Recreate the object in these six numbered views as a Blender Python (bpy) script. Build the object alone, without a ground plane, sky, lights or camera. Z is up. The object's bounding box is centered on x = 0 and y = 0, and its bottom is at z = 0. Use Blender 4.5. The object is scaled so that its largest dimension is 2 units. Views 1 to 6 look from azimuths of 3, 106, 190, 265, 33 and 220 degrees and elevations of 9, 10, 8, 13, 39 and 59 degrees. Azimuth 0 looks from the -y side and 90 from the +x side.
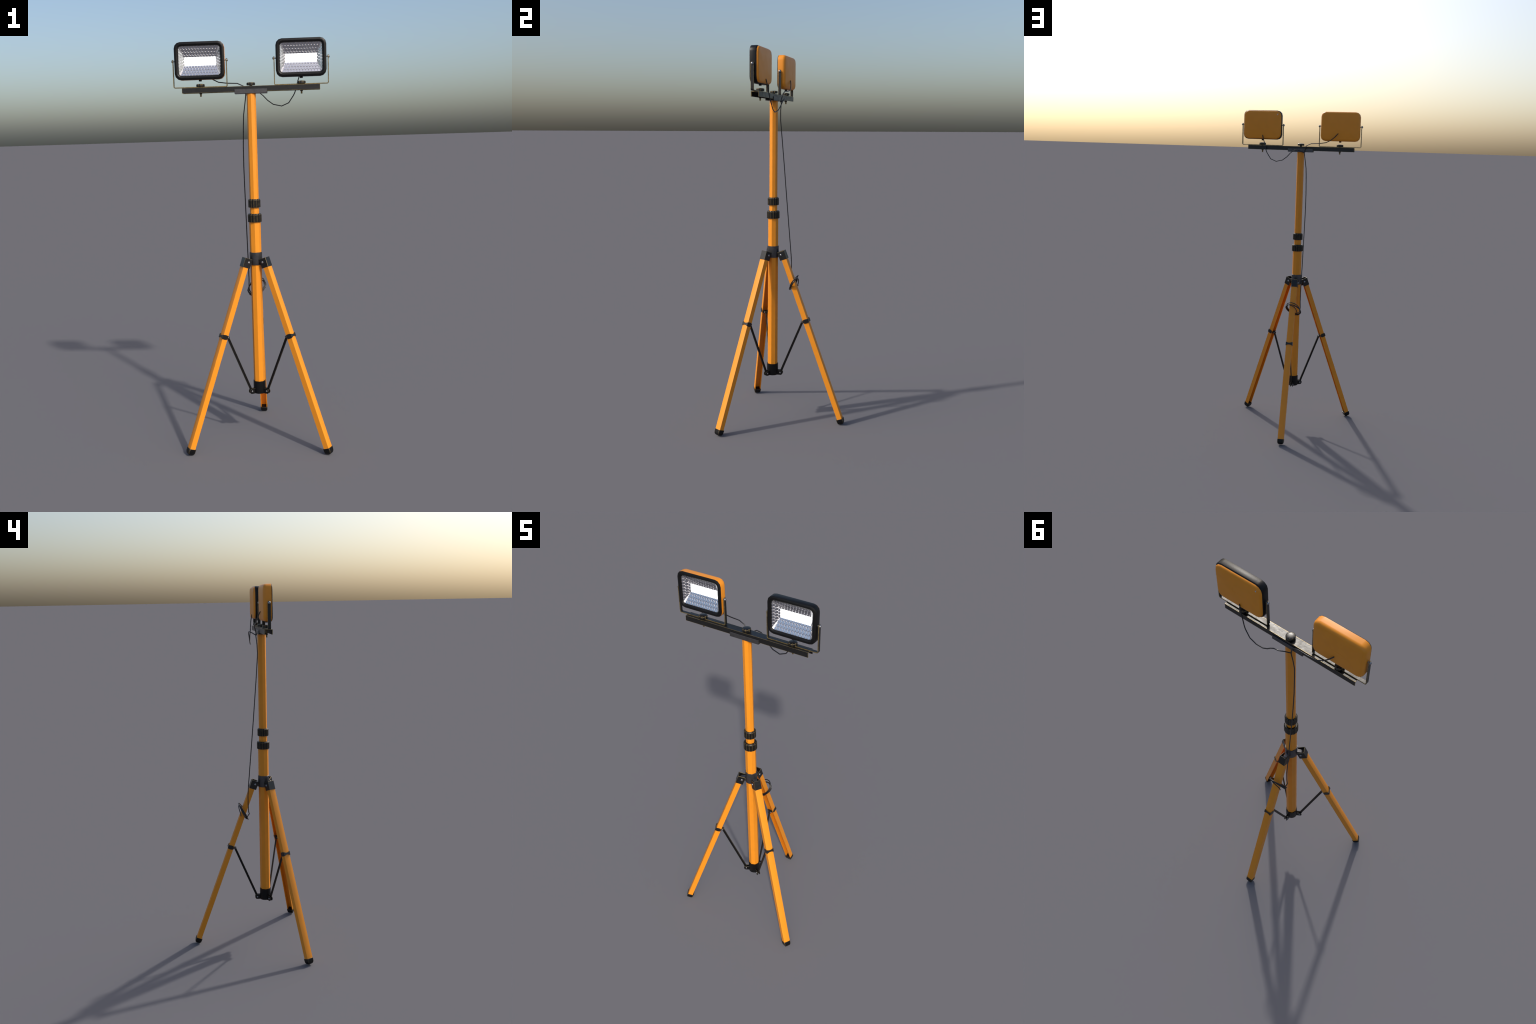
import bpy, bmesh, math
from mathutils import Vector, Matrix

for o in list(bpy.data.objects):
    bpy.data.objects.remove(o, do_unlink=True)

pi, sin, cos = math.pi, math.sin, math.cos
AXIS_Y = -0.0965            # the mast stands at x = 0, y = AXIS_Y

# ------------------------------------------------------------------ materials
def material(name, color, rough=0.5, metallic=0.0, spec=0.5, grain=0.0, grain_scale=60.0,
             bump=0.0, bump_scale=120.0, coat=0.0, rough_var=0.0):
    m = bpy.data.materials.new(name)
    m.use_nodes = True
    nt = m.node_tree
    b = nt.nodes["Principled BSDF"]
    b.inputs["Base Color"].default_value = (*color, 1)
    b.inputs["Roughness"].default_value = rough
    b.inputs["Metallic"].default_value = metallic
    b.inputs["Specular IOR Level"].default_value = spec
    b.inputs["Coat Weight"].default_value = coat
    tc = nt.nodes.new("ShaderNodeTexCoord")
    def noise(scale, detail=4.0):
        n = nt.nodes.new("ShaderNodeTexNoise")
        n.inputs["Scale"].default_value = scale
        n.inputs["Detail"].default_value = detail
        nt.links.new(tc.outputs["Object"], n.inputs["Vector"])
        return n
    if grain:
        n = noise(grain_scale)
        r = nt.nodes.new("ShaderNodeValToRGB")
        r.color_ramp.elements[0].position = 0.3
        r.color_ramp.elements[1].position = 0.7
        r.color_ramp.elements[0].color = (*[c * (1 - grain) for c in color], 1)
        r.color_ramp.elements[1].color = (*[c * (1 + grain) for c in color], 1)
        nt.links.new(n.outputs["Fac"], r.inputs["Fac"])
        nt.links.new(r.outputs["Color"], b.inputs["Base Color"])
    if rough_var:
        n = noise(grain_scale * 0.7)
        mr = nt.nodes.new("ShaderNodeMapRange")
        mr.inputs["From Min"].default_value = 0.3
        mr.inputs["From Max"].default_value = 0.7
        mr.inputs["To Min"].default_value = max(0.02, rough - rough_var)
        mr.inputs["To Max"].default_value = rough + rough_var
        nt.links.new(n.outputs["Fac"], mr.inputs["Value"])
        nt.links.new(mr.outputs["Result"], b.inputs["Roughness"])
    if bump:
        n = noise(bump_scale)
        bp = nt.nodes.new("ShaderNodeBump")
        bp.inputs["Strength"].default_value = bump
        bp.inputs["Distance"].default_value = 0.002
        nt.links.new(n.outputs["Fac"], bp.inputs["Height"])
        nt.links.new(bp.outputs["Normal"], b.inputs["Normal"])
    return m

ORANGE = material("orange_paint", (0.80, 0.275, 0.0135), rough=0.43, spec=0.42, grain=0.025, grain_scale=25, rough_var=0.04)
BLACK = material("black_coated_steel", (0.0068, 0.0066, 0.0066), rough=0.35, grain=0.25, grain_scale=70, bump=0.28, bump_scale=38, rough_var=0.07)
PLASTIC = material("black_plastic", (0.0042, 0.0042, 0.0046), rough=0.40, spec=0.26, grain=0.3, grain_scale=200, bump=0.1, bump_scale=260)
GREY = material("dark_grey_steel", (0.095, 0.093, 0.098), rough=0.38, metallic=0.75, grain=0.15, grain_scale=70, bump=0.08)
WORN = material("worn_brass_edge", (0.21, 0.162, 0.076), rough=0.36, metallic=0.6, grain=0.45, grain_scale=110)
WORN_DIM = material("faint_worn_edge", (0.115, 0.085, 0.040), rough=0.45, metallic=0.3, grain=0.5, grain_scale=110)
STEEL = material("bright_steel", (0.30, 0.30, 0.31), rough=0.33, metallic=0.9)
CHROME = material("mirror_reflector", (0.66, 0.66, 0.69), rough=0.13, metallic=1.0)
CHROME_MATT = material("satin_reflector_ground", (0.46, 0.455, 0.48), rough=0.40, metallic=1.0)
CABLE = material("cable_rubber", (0.010, 0.010, 0.012), rough=0.33)
PALE_MARK = material("pale_blue_grey", (0.50, 0.60, 0.76), rough=0.35, metallic=0.4)

LED = bpy.data.materials.new("lit_led_panel")
LED.use_nodes = True
_b = LED.node_tree.nodes["Principled BSDF"]
_b.inputs["Base Color"].default_value = (0.9, 0.9, 0.88, 1)
_b.inputs["Emission Color"].default_value = (1, 1, 1, 1)
_b.inputs["Emission Strength"].default_value = 2.5

# ------------------------------------------------------------------ helpers
def new_object(name, verts, faces, mats, parent=None, smooth=None, face_mats=None):
    me = bpy.data.meshes.new(name)
    me.from_pydata([tuple(v) for v in verts], [], faces)
    bm = bmesh.new()
    bm.from_mesh(me)
    bmesh.ops.remove_doubles(bm, verts=bm.verts, dist=1e-6)
    bmesh.ops.recalc_face_normals(bm, faces=bm.faces)
    bm.to_mesh(me)
    bm.free()
    for m in mats:
        me.materials.append(m)
    if face_mats:
        for p, i in zip(me.polygons, face_mats):
            p.material_index = i
    if smooth is not None:
        me.polygons.foreach_set("use_smooth", [True] * len(me.polygons))
        me.set_sharp_from_angle(angle=math.radians(smooth))
    o = bpy.data.objects.new(name, me)
    bpy.context.scene.collection.objects.link(o)
    if parent:
        o.parent = parent
    return o

def copy_object(src, name, parent=None):
    o = src.copy()
    o.name = name
    o.parent = parent
    bpy.context.scene.collection.objects.link(o)
    return o

def worn(o, width=0.0009, mat=1, angle=35):
    """chamfer the sharp edges; the chamfer carries the worn-edge material"""
    b = o.modifiers.new("worn_edges", "BEVEL")
    b.width = width
    b.segments = 1
    b.limit_method = 'ANGLE'
    b.angle_limit = math.radians(angle)
    b.material = mat
    b.use_clamp_overlap = True
    return o

class Build:
    """collects several solids into one mesh"""
    def __init__(self):
        self.v, self.f, self.m = [], [], []
    def add(self, verts, faces, mats=None):
        k = len(self.v)
        self.m += mats or [0] * len(faces)
        self.v += [Vector(p) for p in verts]
        self.f += [[i + k for i in f] for f in faces]
        return self
    def box(self, lo, hi, xf=None):
        vs = [Vector((x, y, z)) for x in (lo[0], hi[0]) for y in (lo[1], hi[1]) for z in (lo[2], hi[2])]
        if xf:
            vs = [xf(v) for v in vs]
        return self.add(vs, [[0, 1, 3, 2], [4, 6, 7, 5], [0, 4, 5, 1], [2, 3, 7, 6], [0, 2, 6, 4], [1, 5, 7, 3]])
    def loft(self, rings, closed=False, cap=True):
        n = len(rings[0])
        v = [p for r in rings for p in r]
        m = len(rings)
        f = []
        for k in range(m if closed else m - 1):
            a, b = k * n, ((k + 1) % m) * n
            f += [[a + i, a + (i + 1) % n, b + (i + 1) % n, b + i] for i in range(n)]
        if cap and not closed:
            f += [list(range(n))[::-1], [(m - 1) * n + i for i in range(n)]]
        return self.add(v, f)
    def lathe(self, profile, n=24, center=(0, 0, 0), axis='Z', phase=0.0):
        """profile: (radius, height) pairs from bottom to top"""
        rings = []
        for r, h in profile:
            ring = []
            for i in range(n):
                a = phase + 2 * pi * i / n
                p = {'Z': (r * cos(a), r * sin(a), h), 'X': (h, r * cos(a), r * sin(a)),
                     'Y': (r * cos(a), h, r * sin(a))}[axis]
                ring.append(Vector(center) + Vector(p))
            rings.append(ring)
        return self.loft(rings)
    def strip(self, pts, wdir, half, normals, thick, chamfer=0.0):
        """a flat bar that follows pts; half = half width at each point"""
        rings = []
        for p, h, n in zip(pts, half, normals):
            p, n, w = Vector(p), Vector(n).normalized() * thick / 2, Vector(wdir) * h
            if not chamfer:
                rings.append([p + n + w, p + n - w, p - n - w, p - n + w])
                continue
            wi = Vector(wdir) * max(h - chamfer, h * 0.3)
            ni = n * (1 - 2 * min(chamfer * 0.4, thick * 0.4) / thick)
            rings.append([p + n + wi, p + n - wi, p + ni - w, p - ni - w, p - n - wi, p - n + wi, p - ni + w, p + ni + w])
        k = len(self.f)
        self.loft(rings)
        if chamfer:                      # the chamfers carry the worn-edge material
            for i in range((len(rings) - 1) * 8):
                if i % 8 not in (0, 4):
                    self.m[k + i] = 1
        return self
    def prism(self, outline, place):
        """outline: 2D points; place(p, s) gives the 3D point on side s = 0 or 1"""
        a = [place(p, 0) for p in outline]
        b = [place(p, 1) for p in outline]
        return self.loft([a, b])
    def tube(self, pts, r, n=6):
        pts = [Vector(p) for p in pts]
        rings, up = [], Vector((0.31, 0.87, 0.2)).normalized()
        for i, p in enumerate(pts):
            d0 = (p - pts[i - 1]).normalized() if i else None
            d1 = (pts[i + 1] - p).normalized() if i < len(pts) - 1 else None
            t = ((d0 or d1) + (d1 or d0)).normalized()
            up = (up - t * up.dot(t)).normalized()
            s = t.cross(up)
            rings.append([p + (up * cos(2 * pi * k / n) + s * sin(2 * pi * k / n)) * r for k in range(n)])
        return self.loft(rings)
    def make(self, name, mats, parent=None, smooth=None):
        return new_object(name, self.v, self.f, mats, parent, smooth, self.m if any(self.m) else None)

def rounded_rect(cx, cz, hx, hz, r, y, seg=3):
    pts = []
    for sx, sz, a0 in ((1, 1, 0), (-1, 1, pi / 2), (-1, -1, pi), (1, -1, 1.5 * pi)):
        for k in range(seg + 1):
            a = a0 + pi / 2 * k / seg
            pts.append(Vector((cx + sx * (hx - r) + r * cos(a), y, cz + sz * (hz - r) + r * sin(a))))
    return pts

# ------------------------------------------------------------------ the stand
stand = bpy.data.objects.new("floodlight_stand", None)
bpy.context.scene.collection.objects.link(stand)
stand["label"] = "orange telescopic tripod stand carrying two lit black and orange LED floodlights"
stand["category"] = "work light"

# ---- mast: octagonal tubes, corners towards the four sides
def octagon_tube(name, r, z0, z1, wall=0.0025):
    b = Build()
    def ring(rad, z):
        return [Vector((rad * cos(k * pi / 4), AXIS_Y + rad * sin(k * pi / 4), z)) for k in range(8)]
    b.loft([ring(r, z0), ring(r, z1), ring(r - wall, z1), ring(r - wall, z0)], closed=True)
    return b.make(name, [ORANGE], stand, smooth=20)

lower_mast = octagon_tube("lower_mast", 0.0282, 0.262, 1.135)
upper_mast = octagon_tube("upper_mast", 0.0222, 1.12, 1.7497)

# ---- ribbed clamping rings
def clamp_ring(r, r_in, z0, z1):
    n_rib, b, rings = 14, Build(), []
    def outline(rr, groove, z):
        pts = []
        for k in range(n_rib):
            for off, g in ((-0.32, 0), (0.32, 0), (0.40, groove), (0.60, groove)):
                a = 2 * pi * (k + off) / n_rib
                pts.append(Vector(((rr - g) * cos(a), AXIS_Y + (rr - g) * sin(a), z)))
        return pts
    g = 0.0016
    b.loft([outline(r_in, 0, z0), outline(r - 0.001, g, z0), outline(r, g, z0 + 0.001), outline(r, g, z1 - 0.0055),
            outline(r - 0.0045, 0, z1), outline(r_in, 0, z1)], closed=True)
    return worn(b.make("clamp_ring", [PLASTIC, WORN_DIM], stand), 0.0004, angle=25)

clamp_ring(0.0302, 0.0215, 1.2010, 1.2425)
clamp_ring(0.0343, 0.0215, 1.1290, 1.1705)

# ---- hub that carries the three legs
b = Build()
b.lathe([(0.0275, 0.9160), (0.0308, 0.9160), (0.0312, 0.9168), (0.0312, 0.9780), (0.0306, 0.9785), (0.0275, 0.9785)], n=24, center=(0, AXIS_Y, 0))
hub = b.make("leg_hub", [GREY], stand, smooth=40)

# ---- foot of the mast with the ears for the braces
b = Build()
b.lathe([(0.0262, 0.2500), (0.0312, 0.2512), (0.0316, 0.2540), (0.0312, 0.3150), (0.0275, 0.3150)], n=16, center=(0, AXIS_Y, 0), phase=pi / 16)
mast_foot = b.make("mast_foot", [PLASTIC, WORN_DIM], stand, smooth=40)

# ------------------------------------------------------------------ legs
# leg frame: x = outwards from the mast, y = sideways, z = up.  A leg leans by LEAN;
# n is measured square to the leg (outwards), u along it (downwards).
LEAN = math.radians(20.15)
N = Vector((cos(LEAN), 0, sin(LEAN)))
U = Vector((sin(LEAN), 0, -cos(LEAN)))
T = Vector((0, 1, 0))
def nut(n, u, t):
    return N * n + U * u + T * t
N_IN, N_OUT, W = 0.3617, 0.3900, 0.0178

def channel_outline(n_in, n_out, w, wall, bulge=0.0, seg=6):
    """U-section open towards the mast, as (n, t) points"""
    outer = [(n_in, -w)]
    for k in range(seg + 1):
        s = -1 + 2 * k / seg
        outer.append((n_out - bulge * s * s, w * s))
    outer.append((n_in, w))
    inner = [(n_in, w - wall), (n_out - bulge - wall, w - wall), (n_out - bulge - wall, wall - w), (n_in, wall - w)]
    return outer + inner

def make_leg_meshes():
    parts = {}
    o = channel_outline(N_IN, N_OUT, W, 0.0035, bulge=0.0016)
    b = Build()
    b.loft([[nut(n, u, t) for n, t in o] for u in (-0.836, 0.118)])
    parts["leg"] = b.make("leg", [ORANGE], None, smooth=30)
    # hinge cap: a U of black steel round the top of the leg
    b = Build()
    o = channel_outline(0.3522, 0.3922, 0.0189, 0.0030, seg=1)
    b.loft([[nut(n, u, t) for n, t in o] for u in (-0.8765, -0.8285)])
    parts["hinge_cap"] = worn(b.make("hinge_cap", [BLACK, WORN], None), 0.0008)
    # hinge lug that grows from the hub into the cap
    b = Build()
    prof = [(0.0285, 0.9170), (0.0500, 0.9185)]
    for k in range(7):
        a = -pi / 2 + 0.25 + (pi - 0.25) * k / 6
        prof.append((0.0492 + 0.0125 * cos(a), 0.9313 + 0.0125 * sin(a)))
    prof.append((0.0285, 0.9455))
    b.prism(prof, lambda p, s: Vector((p[0], (-0.0085, 0.0085)[s], p[1])))
    parts["hinge_lug"] = b.make("hinge_lug", [GREY], None, smooth=30)
    # domed hinge bolt through the cap
    b = Build()
    for s in (-1, 1):
        b.lathe([(0.0062, s * 0.0188), (0.0062, s * 0.0200), (0.0052, s * 0.0216), (0.0030, s * 0.0226), (0.0008, s * 0.0229)],
                n=12, center=(0.0491, 0, 0.9313), axis='Y')
    b.lathe([(0.003, -0.019), (0.003, 0.019)], n=10, center=(0.0491, 0, 0.9313), axis='Y')
    parts["hinge_bolt"] = b.make("hinge_bolt", [STEEL], None, smooth=50)
    # rubber foot: a cup that narrows below
    b = Build()
    nc, hn, ht = 0.3742, 0.0184, 0.0192
    def cup(u, inset, tilt=0.0):
        r = 0.0024
        pts = []
        for sx, sy, a0 in ((1, 1, 0), (-1, 1, pi / 2), (-1, -1, pi), (1, -1, 1.5 * pi)):
            for k in range(2):
                a = a0 + pi / 2 * k
                pts.append((nc + sx * (hn - inset - r) + r * cos(a), sy * (ht - inset - r) + r * sin(a)))
        return [nut(n, u, t) for n, t in pts]
    b.loft([cup(0.1035, 0.0), cup(0.1195, 0.0006), cup(0.1270, 0.0022), cup(0.1320, 0.0052), cup(0.1343, 0.0095),
            ])
    # hollow upper mouth is filled by the leg; the rim shows as a step
    parts["foot_cap"] = worn(b.make("foot_cap", [PLASTIC, WORN_DIM], None, smooth=40), 0.0005, angle=42)
    # collar that holds the brace: waisted on the outer side, rounded at the inner ends
    b = Build()
    uc, h = -0.4716, 0.0108
    path, half, nrm = [], [], []
    for n_, hh in ((0.3625, 0.0060), (0.3645, 0.0092), (0.3690, 0.0112), (0.3780, 0.0120), (0.3860, 0.0112)):
        path.append((n_, -0.0191)); half.append(hh); nrm.append((0, -1))
    path.append((0.3926, -0.0191)); half.append(0.0105); nrm.append((1, -1))
    for t_, hh in ((-0.0135, 0.0088), (-0.0085, 0.0064), (-0.003, 0.0056), (0.003, 0.0056), (0.0085, 0.0064), (0.0135, 0.0088)):
        path.append((0.3926, t_)); half.append(hh); nrm.append((1, 0))
    path.append((0.3926, 0.0191)); half.append(0.0105); nrm.append((1, 1))
    for n_, hh in ((0.3860, 0.0112), (0.3780, 0.0120), (0.3690, 0.0112), (0.3645, 0.0092), (0.3625, 0.0060)):
        path.append((n_, 0.0191)); half.append(hh); nrm.append((0, 1))
    b.strip([nut(n, uc, t) for n, t in path], U, half, [N * a + T * c for a, c in nrm], 0.0024, chamfer=0.0006)
    # inner bridge with two ears for the brace
    b.box((0.3590, uc - 0.009, -0.0150), (0.3640, uc + 0.009, 0.0150), lambda p: nut(p.x, p.y, p.z))
    for s in (-1, 1):
        b.box((0.3465, uc - 0.0062, s * 0.0058 - 0.0013), (0.3600, uc + 0.0062, s * 0.0058 + 0.0013), lambda p: nut(p.x, p.y, p.z))
    parts["brace_collar"] = worn(b.make("brace_collar", [BLACK, WORN_DIM], None), 0.0006, angle=50)
    # flat brace down to the mast foot
    top, low = nut(0.3530, uc, 0), Vector((0.0461, 0, 0.2640))
    d = (low - top).normalized()
    side = T.cross(d).normalized()
    out = []
    for k in range(7):
        a = pi * k / 6
        out.append(low + side * 0.0060 * cos(a) + d * 0.0060 * sin(a))
    for k in range(7):
        a = pi + pi * k / 6
        out.append(top + side * 0.0060 * cos(a) + d * 0.0060 * sin(a))
    b = Build()
    b.prism(out, lambda p, s: p + T * (-0.0028, 0.0028)[s])
    parts["brace"] = worn(b.make("brace", [PLASTIC, WORN_DIM], None), 0.0005, angle=50)
    b = Build()
    for c, wdt, r in ((top, 0.0072, 0.0034), (low, 0.0086, 0.0050)):
        b.lathe([(r * 0.5, -wdt - 0.0024), (r * 0.85, -wdt - 0.0016), (r, -wdt), (r, wdt), (r * 0.85, wdt + 0.0016), (r * 0.5, wdt + 0.0024)], n=12, center=c, axis='Y')
    parts["brace_bolt"] = b.make("brace_bolt", [STEEL], None, smooth=50)
    # ears on the mast foot
    b = Build()
    prof = [(0.026, 0.2505), (0.048, 0.2505)]
    for k in range(9):
        a = -pi / 2 + pi * k / 8
        prof.append((0.0480 + 0.0112 * cos(a), 0.2640 + 0.0135 * sin(a)))
    prof += [(0.026, 0.2775)]
    for s in (-1, 1):
        b.prism(prof, lambda p, q: Vector((p[0], s * (0.0048, 0.0082)[q], p[1])))
    parts["brace_ear"] = worn(b.make("brace_ear", [PLASTIC, WORN_DIM], None), 0.0005, angle=50)
    return parts

proto = make_leg_meshes()
for az in (90, 210, 330):
    place = Matrix.Translation((0, AXIS_Y, 0)) @ Matrix.Rotation(math.radians(az), 4, 'Z')
    leg = copy_object(proto["leg"], "leg", stand)
    leg.matrix_basis = place
    for kind in ("hinge_cap", "hinge_bolt", "foot_cap", "brace_collar"):
        copy_object(proto[kind], kind, leg)
    brace = copy_object(proto["brace"], "brace", stand)
    brace.matrix_basis = place
    copy_object(proto["brace_bolt"], "brace_bolt", brace)
    for kind, owner in (("hinge_lug", hub), ("brace_ear", mast_foot)):
        o = copy_object(proto[kind], kind, owner)
        o.matrix_basis = place
for o in proto.values():
    bpy.data.objects.remove(o, do_unlink=True)

# ------------------------------------------------------------------ crossbar
BX, BY0, BY1, BZ0, BZ1, BW = 0.3309, -0.1170, -0.0760, 1.7584, 1.7841, 0.0030
def u_bar(name, x, y0, y1, z0, z1, w, up, mats, parent, edge=0.0011):
    """channel along x; up = +1 closed on top, -1 closed below"""
    top, bot = (z1, z0) if up > 0 else (z0, z1)
    e, t = edge, -edge * up
    # outline with a narrow worn band either side of each outer corner: (y, z, band starts here)
    o = [(y0, top, 1), (y0 + e, top, 0), (y1 - e, top, 1), (y1, top, 1), (y1, top + t, 0), (y1, bot - t, 1), (y1, bot, 1), (y1 - w, bot, 0),
         (y1 - w, top - w * up, 0), (y0 + w, top - w * up, 0), (y0 + w, bot, 1), (y0, bot, 1), (y0, bot - t, 0), (y0, top + t, 1)]
    b = Build()
    xs = (-x, -x + e, x - e, x)
    b.loft([[Vector((q, y, z)) for y, z, m in o] for q in xs])
    n = len(o)
    for k in range(3):
        for q in range(n):
            b.m[k * n + q] = 1 if (k != 1 and q not in (7, 8, 9)) else o[q][2]
    b.m[3 * n] = b.m[3 * n + 1] = 1
    return b.make(name, mats, parent)

crossbar = u_bar("crossbar", BX, BY0, BY1, BZ0, BZ1, BW, 1, [BLACK, WORN], stand)
cradle = worn(u_bar("cradle", 0.0780, -0.1203, -0.0727, 1.7492, 1.7706, 0.0032, -1, [GREY, GREY], stand), 0.0008)

# ---- lobed clamping knobs with their threaded bolts and nuts
LAMP_X = 0.2427
def knob_mesh():
    b, n = Build(), 8
    def outline(r, groove, z):
        pts = []
        for k in range(n):
            for off, g in ((-0.42, 0), (-0.14, 0), (0.14, 0), (0.42, 0), (0.46, groove), (0.54, groove)):
                a = -pi / 2 + 2 * pi * (k + off) / n
                pts.append(Vector(((r - g) * cos(a), AXIS_Y + (r - g) * sin(a), z)))
        return pts
    b.loft([outline(0.0150, 0, 1.7884), outline(0.0204, 0.0026, 1.7886), outline(0.0207, 0.0026, 1.7892), outline(0.0207, 0.0026, 1.7988),
            outline(0.0198, 0.0016, 1.7998), outline(0.0168, 0, 1.8011), outline(0.0110, 0, 1.8020), outline(0.0050, 0, 1.8026)])
    b.lathe([(0.0070, 1.7830), (0.0070, 1.7890)], n=16, center=(0, AXIS_Y, 0))
    return worn(b.make("knob", [BLACK, WORN], None, smooth=25), 0.0005, angle=38)

def bolt_mesh():
    b = Build()
    b.lathe([(0.0038, 1.7416), (0.0042, 1.7422), (0.0042, 1.7800)], n=10, center=(0, AXIS_Y, 0))
    return b.make("threaded_bolt", [WORN], None, smooth=40)
def nut_mesh():
    b = Build()
    b.lathe([(0.0064, 1.7530), (0.0068, 1.7536), (0.0068, 1.7595), (0.0050, 1.7615)], n=6, center=(0, AXIS_Y, 0))
    return worn(b.make("hex_nut", [BLACK, WORN_DIM], None), 0.0004)
knob, bolt, hexnut = knob_mesh(), bolt_mesh(), nut_mesh()
for x in (-LAMP_X, 0.0, LAMP_X):
    k = copy_object(knob, "knob", stand)
    k.location.x = x
    if x:
        c = copy_object(bolt, "threaded_bolt", crossbar)
        c.location.x = x
        c = copy_object(hexnut, "hex_nut", crossbar)
        c.location.x = x
for o in (knob, bolt, hexnut):
    bpy.data.objects.remove(o, do_unlink=True)

# ------------------------------------------------------------------ floodlights
CZ, Y_FRONT, Y_BACK = 1.9103, -0.1160, -0.0690
HX, HZ = 0.1202, 0.0888
LED_HX, LED_HZ, LED_Y = 0.0762, 0.0206, -0.0770
OP_HX, OP_HZ, OP_Y = 0.1003, 0.0686, -0.1085

def arc_rings(cx, hx, hz, r_corner, y_side, y_back, rad, steps=4):
    """rings that round a shell over from its side to its back"""
    rings = []
    for k in range(steps + 1):
        a = pi / 2 * k / steps
        d = rad * (1 - cos(a))
        rings.append(rounded_rect(cx, CZ, hx - d, hz - d, max(r_corner - d, 0.004), y_back - rad + rad * sin(a)))
    return rings

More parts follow.
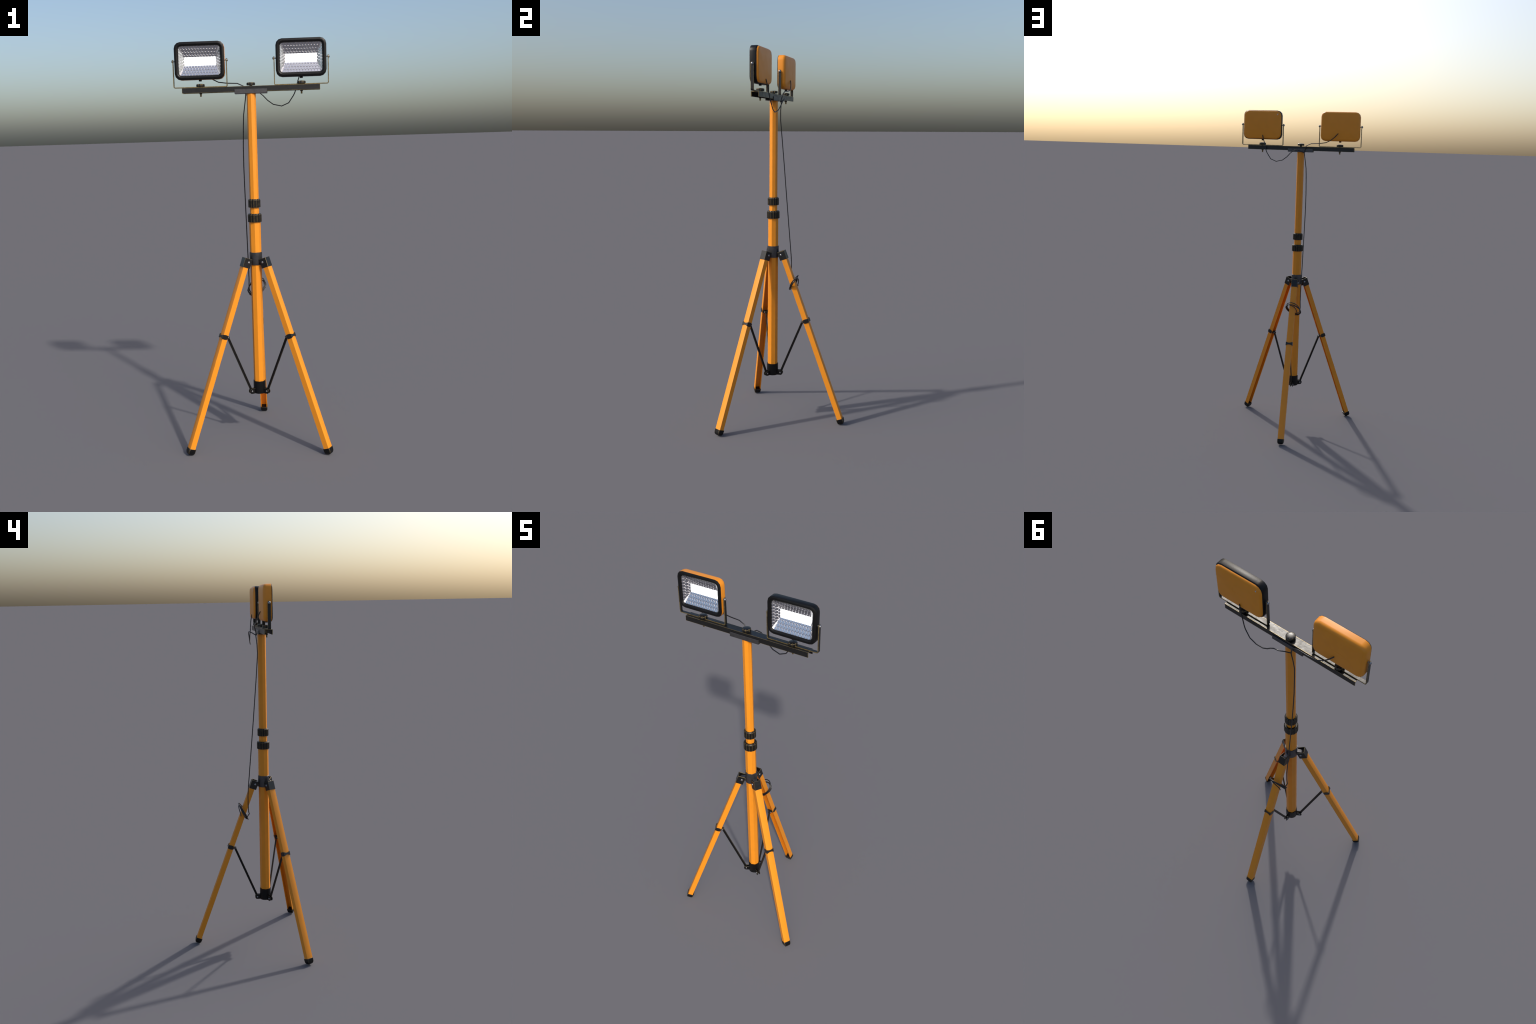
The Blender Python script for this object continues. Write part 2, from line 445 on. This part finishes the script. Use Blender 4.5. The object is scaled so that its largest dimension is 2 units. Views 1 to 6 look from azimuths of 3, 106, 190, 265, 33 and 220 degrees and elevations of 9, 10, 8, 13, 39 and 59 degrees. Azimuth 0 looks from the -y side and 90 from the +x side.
def floodlight(cx, deep_bezel):
    shell = Build()
    if deep_bezel:
        y_seam, shx, shz = -0.0796, HX - 0.0030, HZ - 0.0030
    else:
        y_seam, shx, shz = -0.1098, HX + 0.0002, HZ + 0.0002
    rad = 0.0112 if deep_bezel else 0.0165
    rings = [rounded_rect(cx, CZ, shx - 0.004, shz - 0.004, 0.026, y_seam - 0.0004)]
    if not deep_bezel:
        rings.append(rounded_rect(cx, CZ, shx, shz, 0.030, y_seam))
    rings += arc_rings(cx, shx, shz, 0.030, y_seam, Y_BACK, rad)
    # hollow: the back plate has an inner skin, the front stays open for the reflector
    rings.append(rounded_rect(cx, CZ, 0.03, 0.01, 0.002, Y_BACK))
    rings.append(rounded_rect(cx, CZ, 0.03, 0.01, 0.002, Y_BACK - 0.002))
    rings.append(rounded_rect(cx, CZ, shx - rad - 0.002, shz - rad - 0.002, 0.018, Y_BACK - 0.002))
    rings.append(rounded_rect(cx, CZ, shx - 0.006, shz - 0.006, 0.024, Y_BACK - rad))
    rings.append(rounded_rect(cx, CZ, shx - 0.006, shz - 0.006, 0.024, y_seam + 0.0002))
    shell.loft(rings, closed=True)
    shell.box((cx - 0.035, Y_BACK - 0.0018, CZ - 0.014), (cx + 0.035, Y_BACK - 0.0002, CZ + 0.014))
    body = shell.make("floodlight", [ORANGE], stand, smooth=50)

    # bezel: closed cross-section swept round the rounded rectangle (inset from outer edge, y, corner radius)
    ob = -0.0790 if deep_bezel else -0.1000
    prof = [(0.0060, ob, 0.024), (0.0034, ob, 0.0266), (0.0009, ob - 0.0022, 0.0291), (0.0, ob - 0.0050, 0.030),
            (0.0, Y_FRONT + 0.0050, 0.030), (0.0008, Y_FRONT + 0.0032, 0.0292), (0.0040, Y_FRONT + 0.0016, 0.026),
            (0.0085, Y_FRONT + 0.0003, 0.023), (0.0110, Y_FRONT, 0.021), (0.0135, Y_FRONT + 0.0012, 0.019),
            (0.0185, Y_FRONT + 0.0045, 0.0155), (0.0200, Y_FRONT + 0.0068, 0.0145), (0.0200, Y_FRONT + 0.0105, 0.0145)]
    b = Build()
    b.loft([rounded_rect(cx, CZ, HX - d, HZ - d, r, y) for d, y, r in prof], closed=True)
    b.make("bezel", [PLASTIC], body, smooth=38)


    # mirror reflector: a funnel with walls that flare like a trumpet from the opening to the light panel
    BULGE = 0.0
    def hollow(f):                       # how far the wall sags at fraction f of its length
        return BULGE * 4 * f * (1 - f)
    b = Build()
    rings = []
    for k in range(7):
        f = k / 6
        hx, hz = OP_HX + (LED_HX - OP_HX) * f, OP_HZ + (LED_HZ - OP_HZ) * f
        rings.append(rounded_rect(cx, CZ, hx + hollow(f) * 0.6, hz + hollow(f) * 0.6, 0.0145 * (1 - f) + 0.0008, OP_Y + (LED_Y - OP_Y) * f + hollow(f) * 0.8))
    b.loft(rings, cap=False)
    def soften(o, k=0.28):
        """smooth-shaded walls: bend the normals a little towards the opening"""
        me = o.data
        nn = []
        for c in me.corner_normals:
            v = Vector(c.vector) + Vector((0, -k, 0))
            nn.append(v.normalized())
        me.normals_split_custom_set(nn)
    refl = b.make("reflector", [CHROME_MATT], body, smooth=20)
    soften(refl)
    # pressed round facets on its four walls, too small to count
    b = Build()
    PITCH, ROW, RA, RB, H = 0.0139, 0.0164, 0.0067, 0.0092, 0.0010
    walls = []
    for s in (-1, 1):
        walls.append((Vector((cx, OP_Y, CZ + s * OP_HZ)), Vector((1, 0, 0)), Vector((0, LED_Y - OP_Y, s * (LED_HZ - OP_HZ))), OP_HX, LED_HX))
        walls.append((Vector((cx + s * OP_HX, OP_Y, CZ)), Vector((0, 0, 1)), Vector((s * (LED_HX - OP_HX), LED_Y - OP_Y, 0)), OP_HZ, LED_HZ))
    for mid, along, slope, half0, half1 in walls:
        length = slope.length
        sd = slope.normalized()
        nrm = along.cross(sd).normalized()
        if nrm.dot(Vector((cx, OP_Y - 0.05, CZ)) - mid) < 0:
            nrm = -nrm
        for j in range(int(length / ROW) + 2):
            s0 = 0.0062 + j * ROW
            if s0 > length + 0.004:
                continue
            half = half0 + (half1 - half0) * s0 / length
            count = int(half / PITCH) + 2
            grad = BULGE * 4 * (1 - 2 * s0 / length) / length      # slope of the hollow wall here
            for i in range(-count, count + 1):
                a = (i + 0.5 * (j % 2)) * PITCH
                if abs(a) > half + 0.003:
                    continue
                c = mid + along * a + sd * s0 - nrm * hollow(s0 / length)
                tang = (sd - nrm * grad).normalized()
                up = (nrm + sd * grad).normalized()
                ring = []
                for q, hh in ((1.0, -0.0002), (0.88, H)):
                    pts = []
                    for k in range(14):
                        t = 2 * pi * k / 14
                        da, ds = RA * q * cos(t), RB * q * sin(t)
                        ds = max(min(ds, length - s0 - 0.0002), 0.0002 - s0)     # trimmed at the ends of the wall
                        lim = half0 + (half1 - half0) * (s0 + ds) / length - 0.0004
                        da = max(min(a + da, lim), -lim) - a
                        pts.append(c + along * da + tang * ds + up * hh)
                    ring.append(pts)
                b.loft(ring)
    d = b.make("reflector_facets", [CHROME], body, smooth=20)
    soften(d)
    d["kind"] = "stuff"

    b = Build()
    b.box((cx - LED_HX, LED_Y - 0.0006, CZ - LED_HZ), (cx + LED_HX, LED_Y + 0.002, CZ + LED_HZ))
    b.make("light_panel", [LED], body)

    # vent stub below
    b = Build()
    b.lathe([(0.0068, CZ - HZ - 0.0072), (0.0074, CZ - HZ - 0.0060), (0.0074, CZ - HZ + 0.004)], n=12, center=(cx, AXIS_Y, 0))
    b.make("vent_plug", [PLASTIC], body, smooth=40)

    # U-shaped bracket: path in the x-z plane, rounded bends and rounded arm tips
    ax, zb, th, rb = 0.1286, 1.7866, 0.0042, 0.0060
    path, nrm, half = [], [], []
    zt = 1.9191
    right = []
    for k in range(6):
        a = pi / 2 * k / 5
        right.append(((ax, zt - 0.0078 + 0.0078 * sin(a)), (1, 0), 0.0080 * max(cos(a), 0.18)))
    right = right[::-1]
    bend = []
    for k in range(5):
        a = -pi / 2 * k / 4
        bend.append(((ax - rb + rb * cos(a), zb + rb + rb * sin(a)), (cos(a), sin(a)), 0.0080))
    seq = right + bend
    seq += [((-p[0], p[1]), (-n[0], n[1]), h) for p, n, h in seq[::-1]]
    b = Build()
    b.strip([Vector((cx + p[0], AXIS_Y, p[1])) for p, n, h in seq], Vector((0, 1, 0)), [h for p, n, h in seq],
            [Vector((n[0], 0, n[1])) for p, n, h in seq], th, chamfer=0.0011)
    b.make("bracket", [BLACK, WORN], body)

    # pivot bolts with domed heads
    b = Build()
    for s in (-1, 1):
        e = s * 0.0004
        x0 = s * (ax + th / 2)
        b.lathe([(0.0030, s * (HX - 0.004)), (0.0030, x0), (0.0069, x0 + e), (0.0069, x0 + s * 0.0018), (0.0052, x0 + s * 0.0042),
                 (0.0027, x0 + s * 0.0056), (0.0006, x0 + s * 0.0060)], n=14, center=(cx, AXIS_Y, 1.9106), axis='X')
    b.make("pivot_bolt", [STEEL], body, smooth=50)
    return body

lamp_a = floodlight(-LAMP_X, False)
lamp_b = floodlight(LAMP_X, True)

# small three-pronged pale blue-grey mark on the back of one housing
b = Build()
star = []
for k, (a, r) in enumerate(((200, 0.0045), (255, 0.0012), (280, 0.0058), (340, 0.0012), (60, 0.0060), (130, 0.0011))):
    a = math.radians(180 - a)
    star.append((0.1480 + 1.3 * r * cos(a), 1.9752 + 1.3 * r * sin(a)))
b.prism(star, lambda p, s: Vector((p[0], (Y_BACK - 0.001, Y_BACK + 0.0008)[s], p[1])))
b.make("pale_mark", [PALE_MARK], lamp_b)

# ------------------------------------------------------------------ cables
R_CABLE = 0.0026
def cable(name, pts, r=R_CABLE):
    return Build().tube(pts, r).make(name, [CABLE], stand, smooth=70)

cable("lamp_cable", [(0.2389, -0.0685, 1.8475), (0.2360, -0.0655, 1.8330), (0.2265, -0.0610, 1.8061), (0.2110, -0.0555, 1.7517), (0.2038, -0.0530, 1.7372),
    (0.1795, -0.0500, 1.7021), (0.1450, -0.0490, 1.6879), (0.1042, -0.0435, 1.6974), (0.0767, -0.0390, 1.7177),
    (0.0543, -0.0340, 1.7420), (0.0347, -0.0310, 1.7578), (0.0101, -0.0310, 1.7622), (-0.0080, -0.0470, 1.7549), (-0.0275, -0.0635, 1.7440)])
cable("lamp_cable", [(-0.2310, -0.0685, 1.8675), (-0.2296, -0.0660, 1.8661), (-0.2122, -0.0600, 1.8457), (-0.1881, -0.0543, 1.8252), (-0.1598, -0.0520, 1.8107),
    (-0.1196, -0.0530, 1.8049), (-0.0679, -0.0550, 1.8020), (-0.0387, -0.0564, 1.7884), (-0.0294, -0.0635, 1.7592), (-0.0275, -0.0640, 1.7440)])

# mains cable: hangs from the cradle, then is wound round the rear leg
pts = [(-0.0270, -0.0690, 1.7520), (-0.0285, -0.0634, 1.7400), (-0.0337, -0.0677, 1.7000), (-0.0410, -0.0694, 1.6500), (-0.0440, -0.0659, 1.6000), (-0.0480, -0.0578, 1.5000),
       (-0.0494, -0.0491, 1.4000), (-0.0488, -0.0406, 1.3000), (-0.0478, -0.0316, 1.2000), (-0.0469, -0.0226, 1.1000),
       (-0.0459, -0.0135, 1.0000), (-0.0452, -0.0070, 0.9300), (-0.0444, -0.0036, 0.8800), (-0.0440, -0.0037, 0.8200), (-0.0450, -0.0060, 0.7840), (-0.0440, -0.0090, 0.7720)]
C, A_, B_ = Vector((-0.0065, 0.0210, 0.7770)), Vector((0.0445, 0.0045, 0.0095)), Vector((0.0050, 0.0255, 0.0420))
steps = 18
first, last = 222, 4 * 360 - 12
count = int((last - first) / 360 * steps)
for k in range(count + 1):
    deg = first + (last - first) * k / count
    th, turn = math.radians(deg), int((deg - 180) // 360)
    upper = sin(th) > 0
    sa = (0.92, 1.00, 1.04, 0.95)[turn]
    sb = (1.0, 0.78, 0.70, 1.0)[turn] if upper else (0.74, 0.98, 0.84, 0.78)[turn]
    wob = Vector((0.0012 * sin(0.9 * k), 0.0016 * sin(0.7 * k + 1), 0.0012 * cos(0.53 * k)))
    # each turn sags differently out of the plane of the coil
    ft = (deg - 180) / 360
    amount = (-1.3, -0.9, 1.2, 0.0, 0.0, 0.0)
    sag = Vector((0, 0.0042, -0.0036)) * (amount[int(ft)] + (amount[int(ft) + 1] - amount[int(ft)]) * (ft % 1)) * (0.35 + 0.65 * cos(th) ** 2)
    pts.append(C + A_ * sa * cos(th) + B_ * sb * sin(th) + wob + sag)
# the loose end crosses the outer face of the leg and hangs down
pts += [(0.0300, 0.0355, 0.8010), (0.0201, 0.0420, 0.8083), (0.0110, 0.0450, 0.8053), (-0.0026, 0.0460, 0.8015), (-0.0147, 0.0450, 0.7943),
        (-0.0219, 0.0430, 0.7871), (-0.0278, 0.0400, 0.7759), (-0.0315, 0.0370, 0.7634), (-0.0322, 0.0368, 0.7560)]
cable("mains_cable", pts)
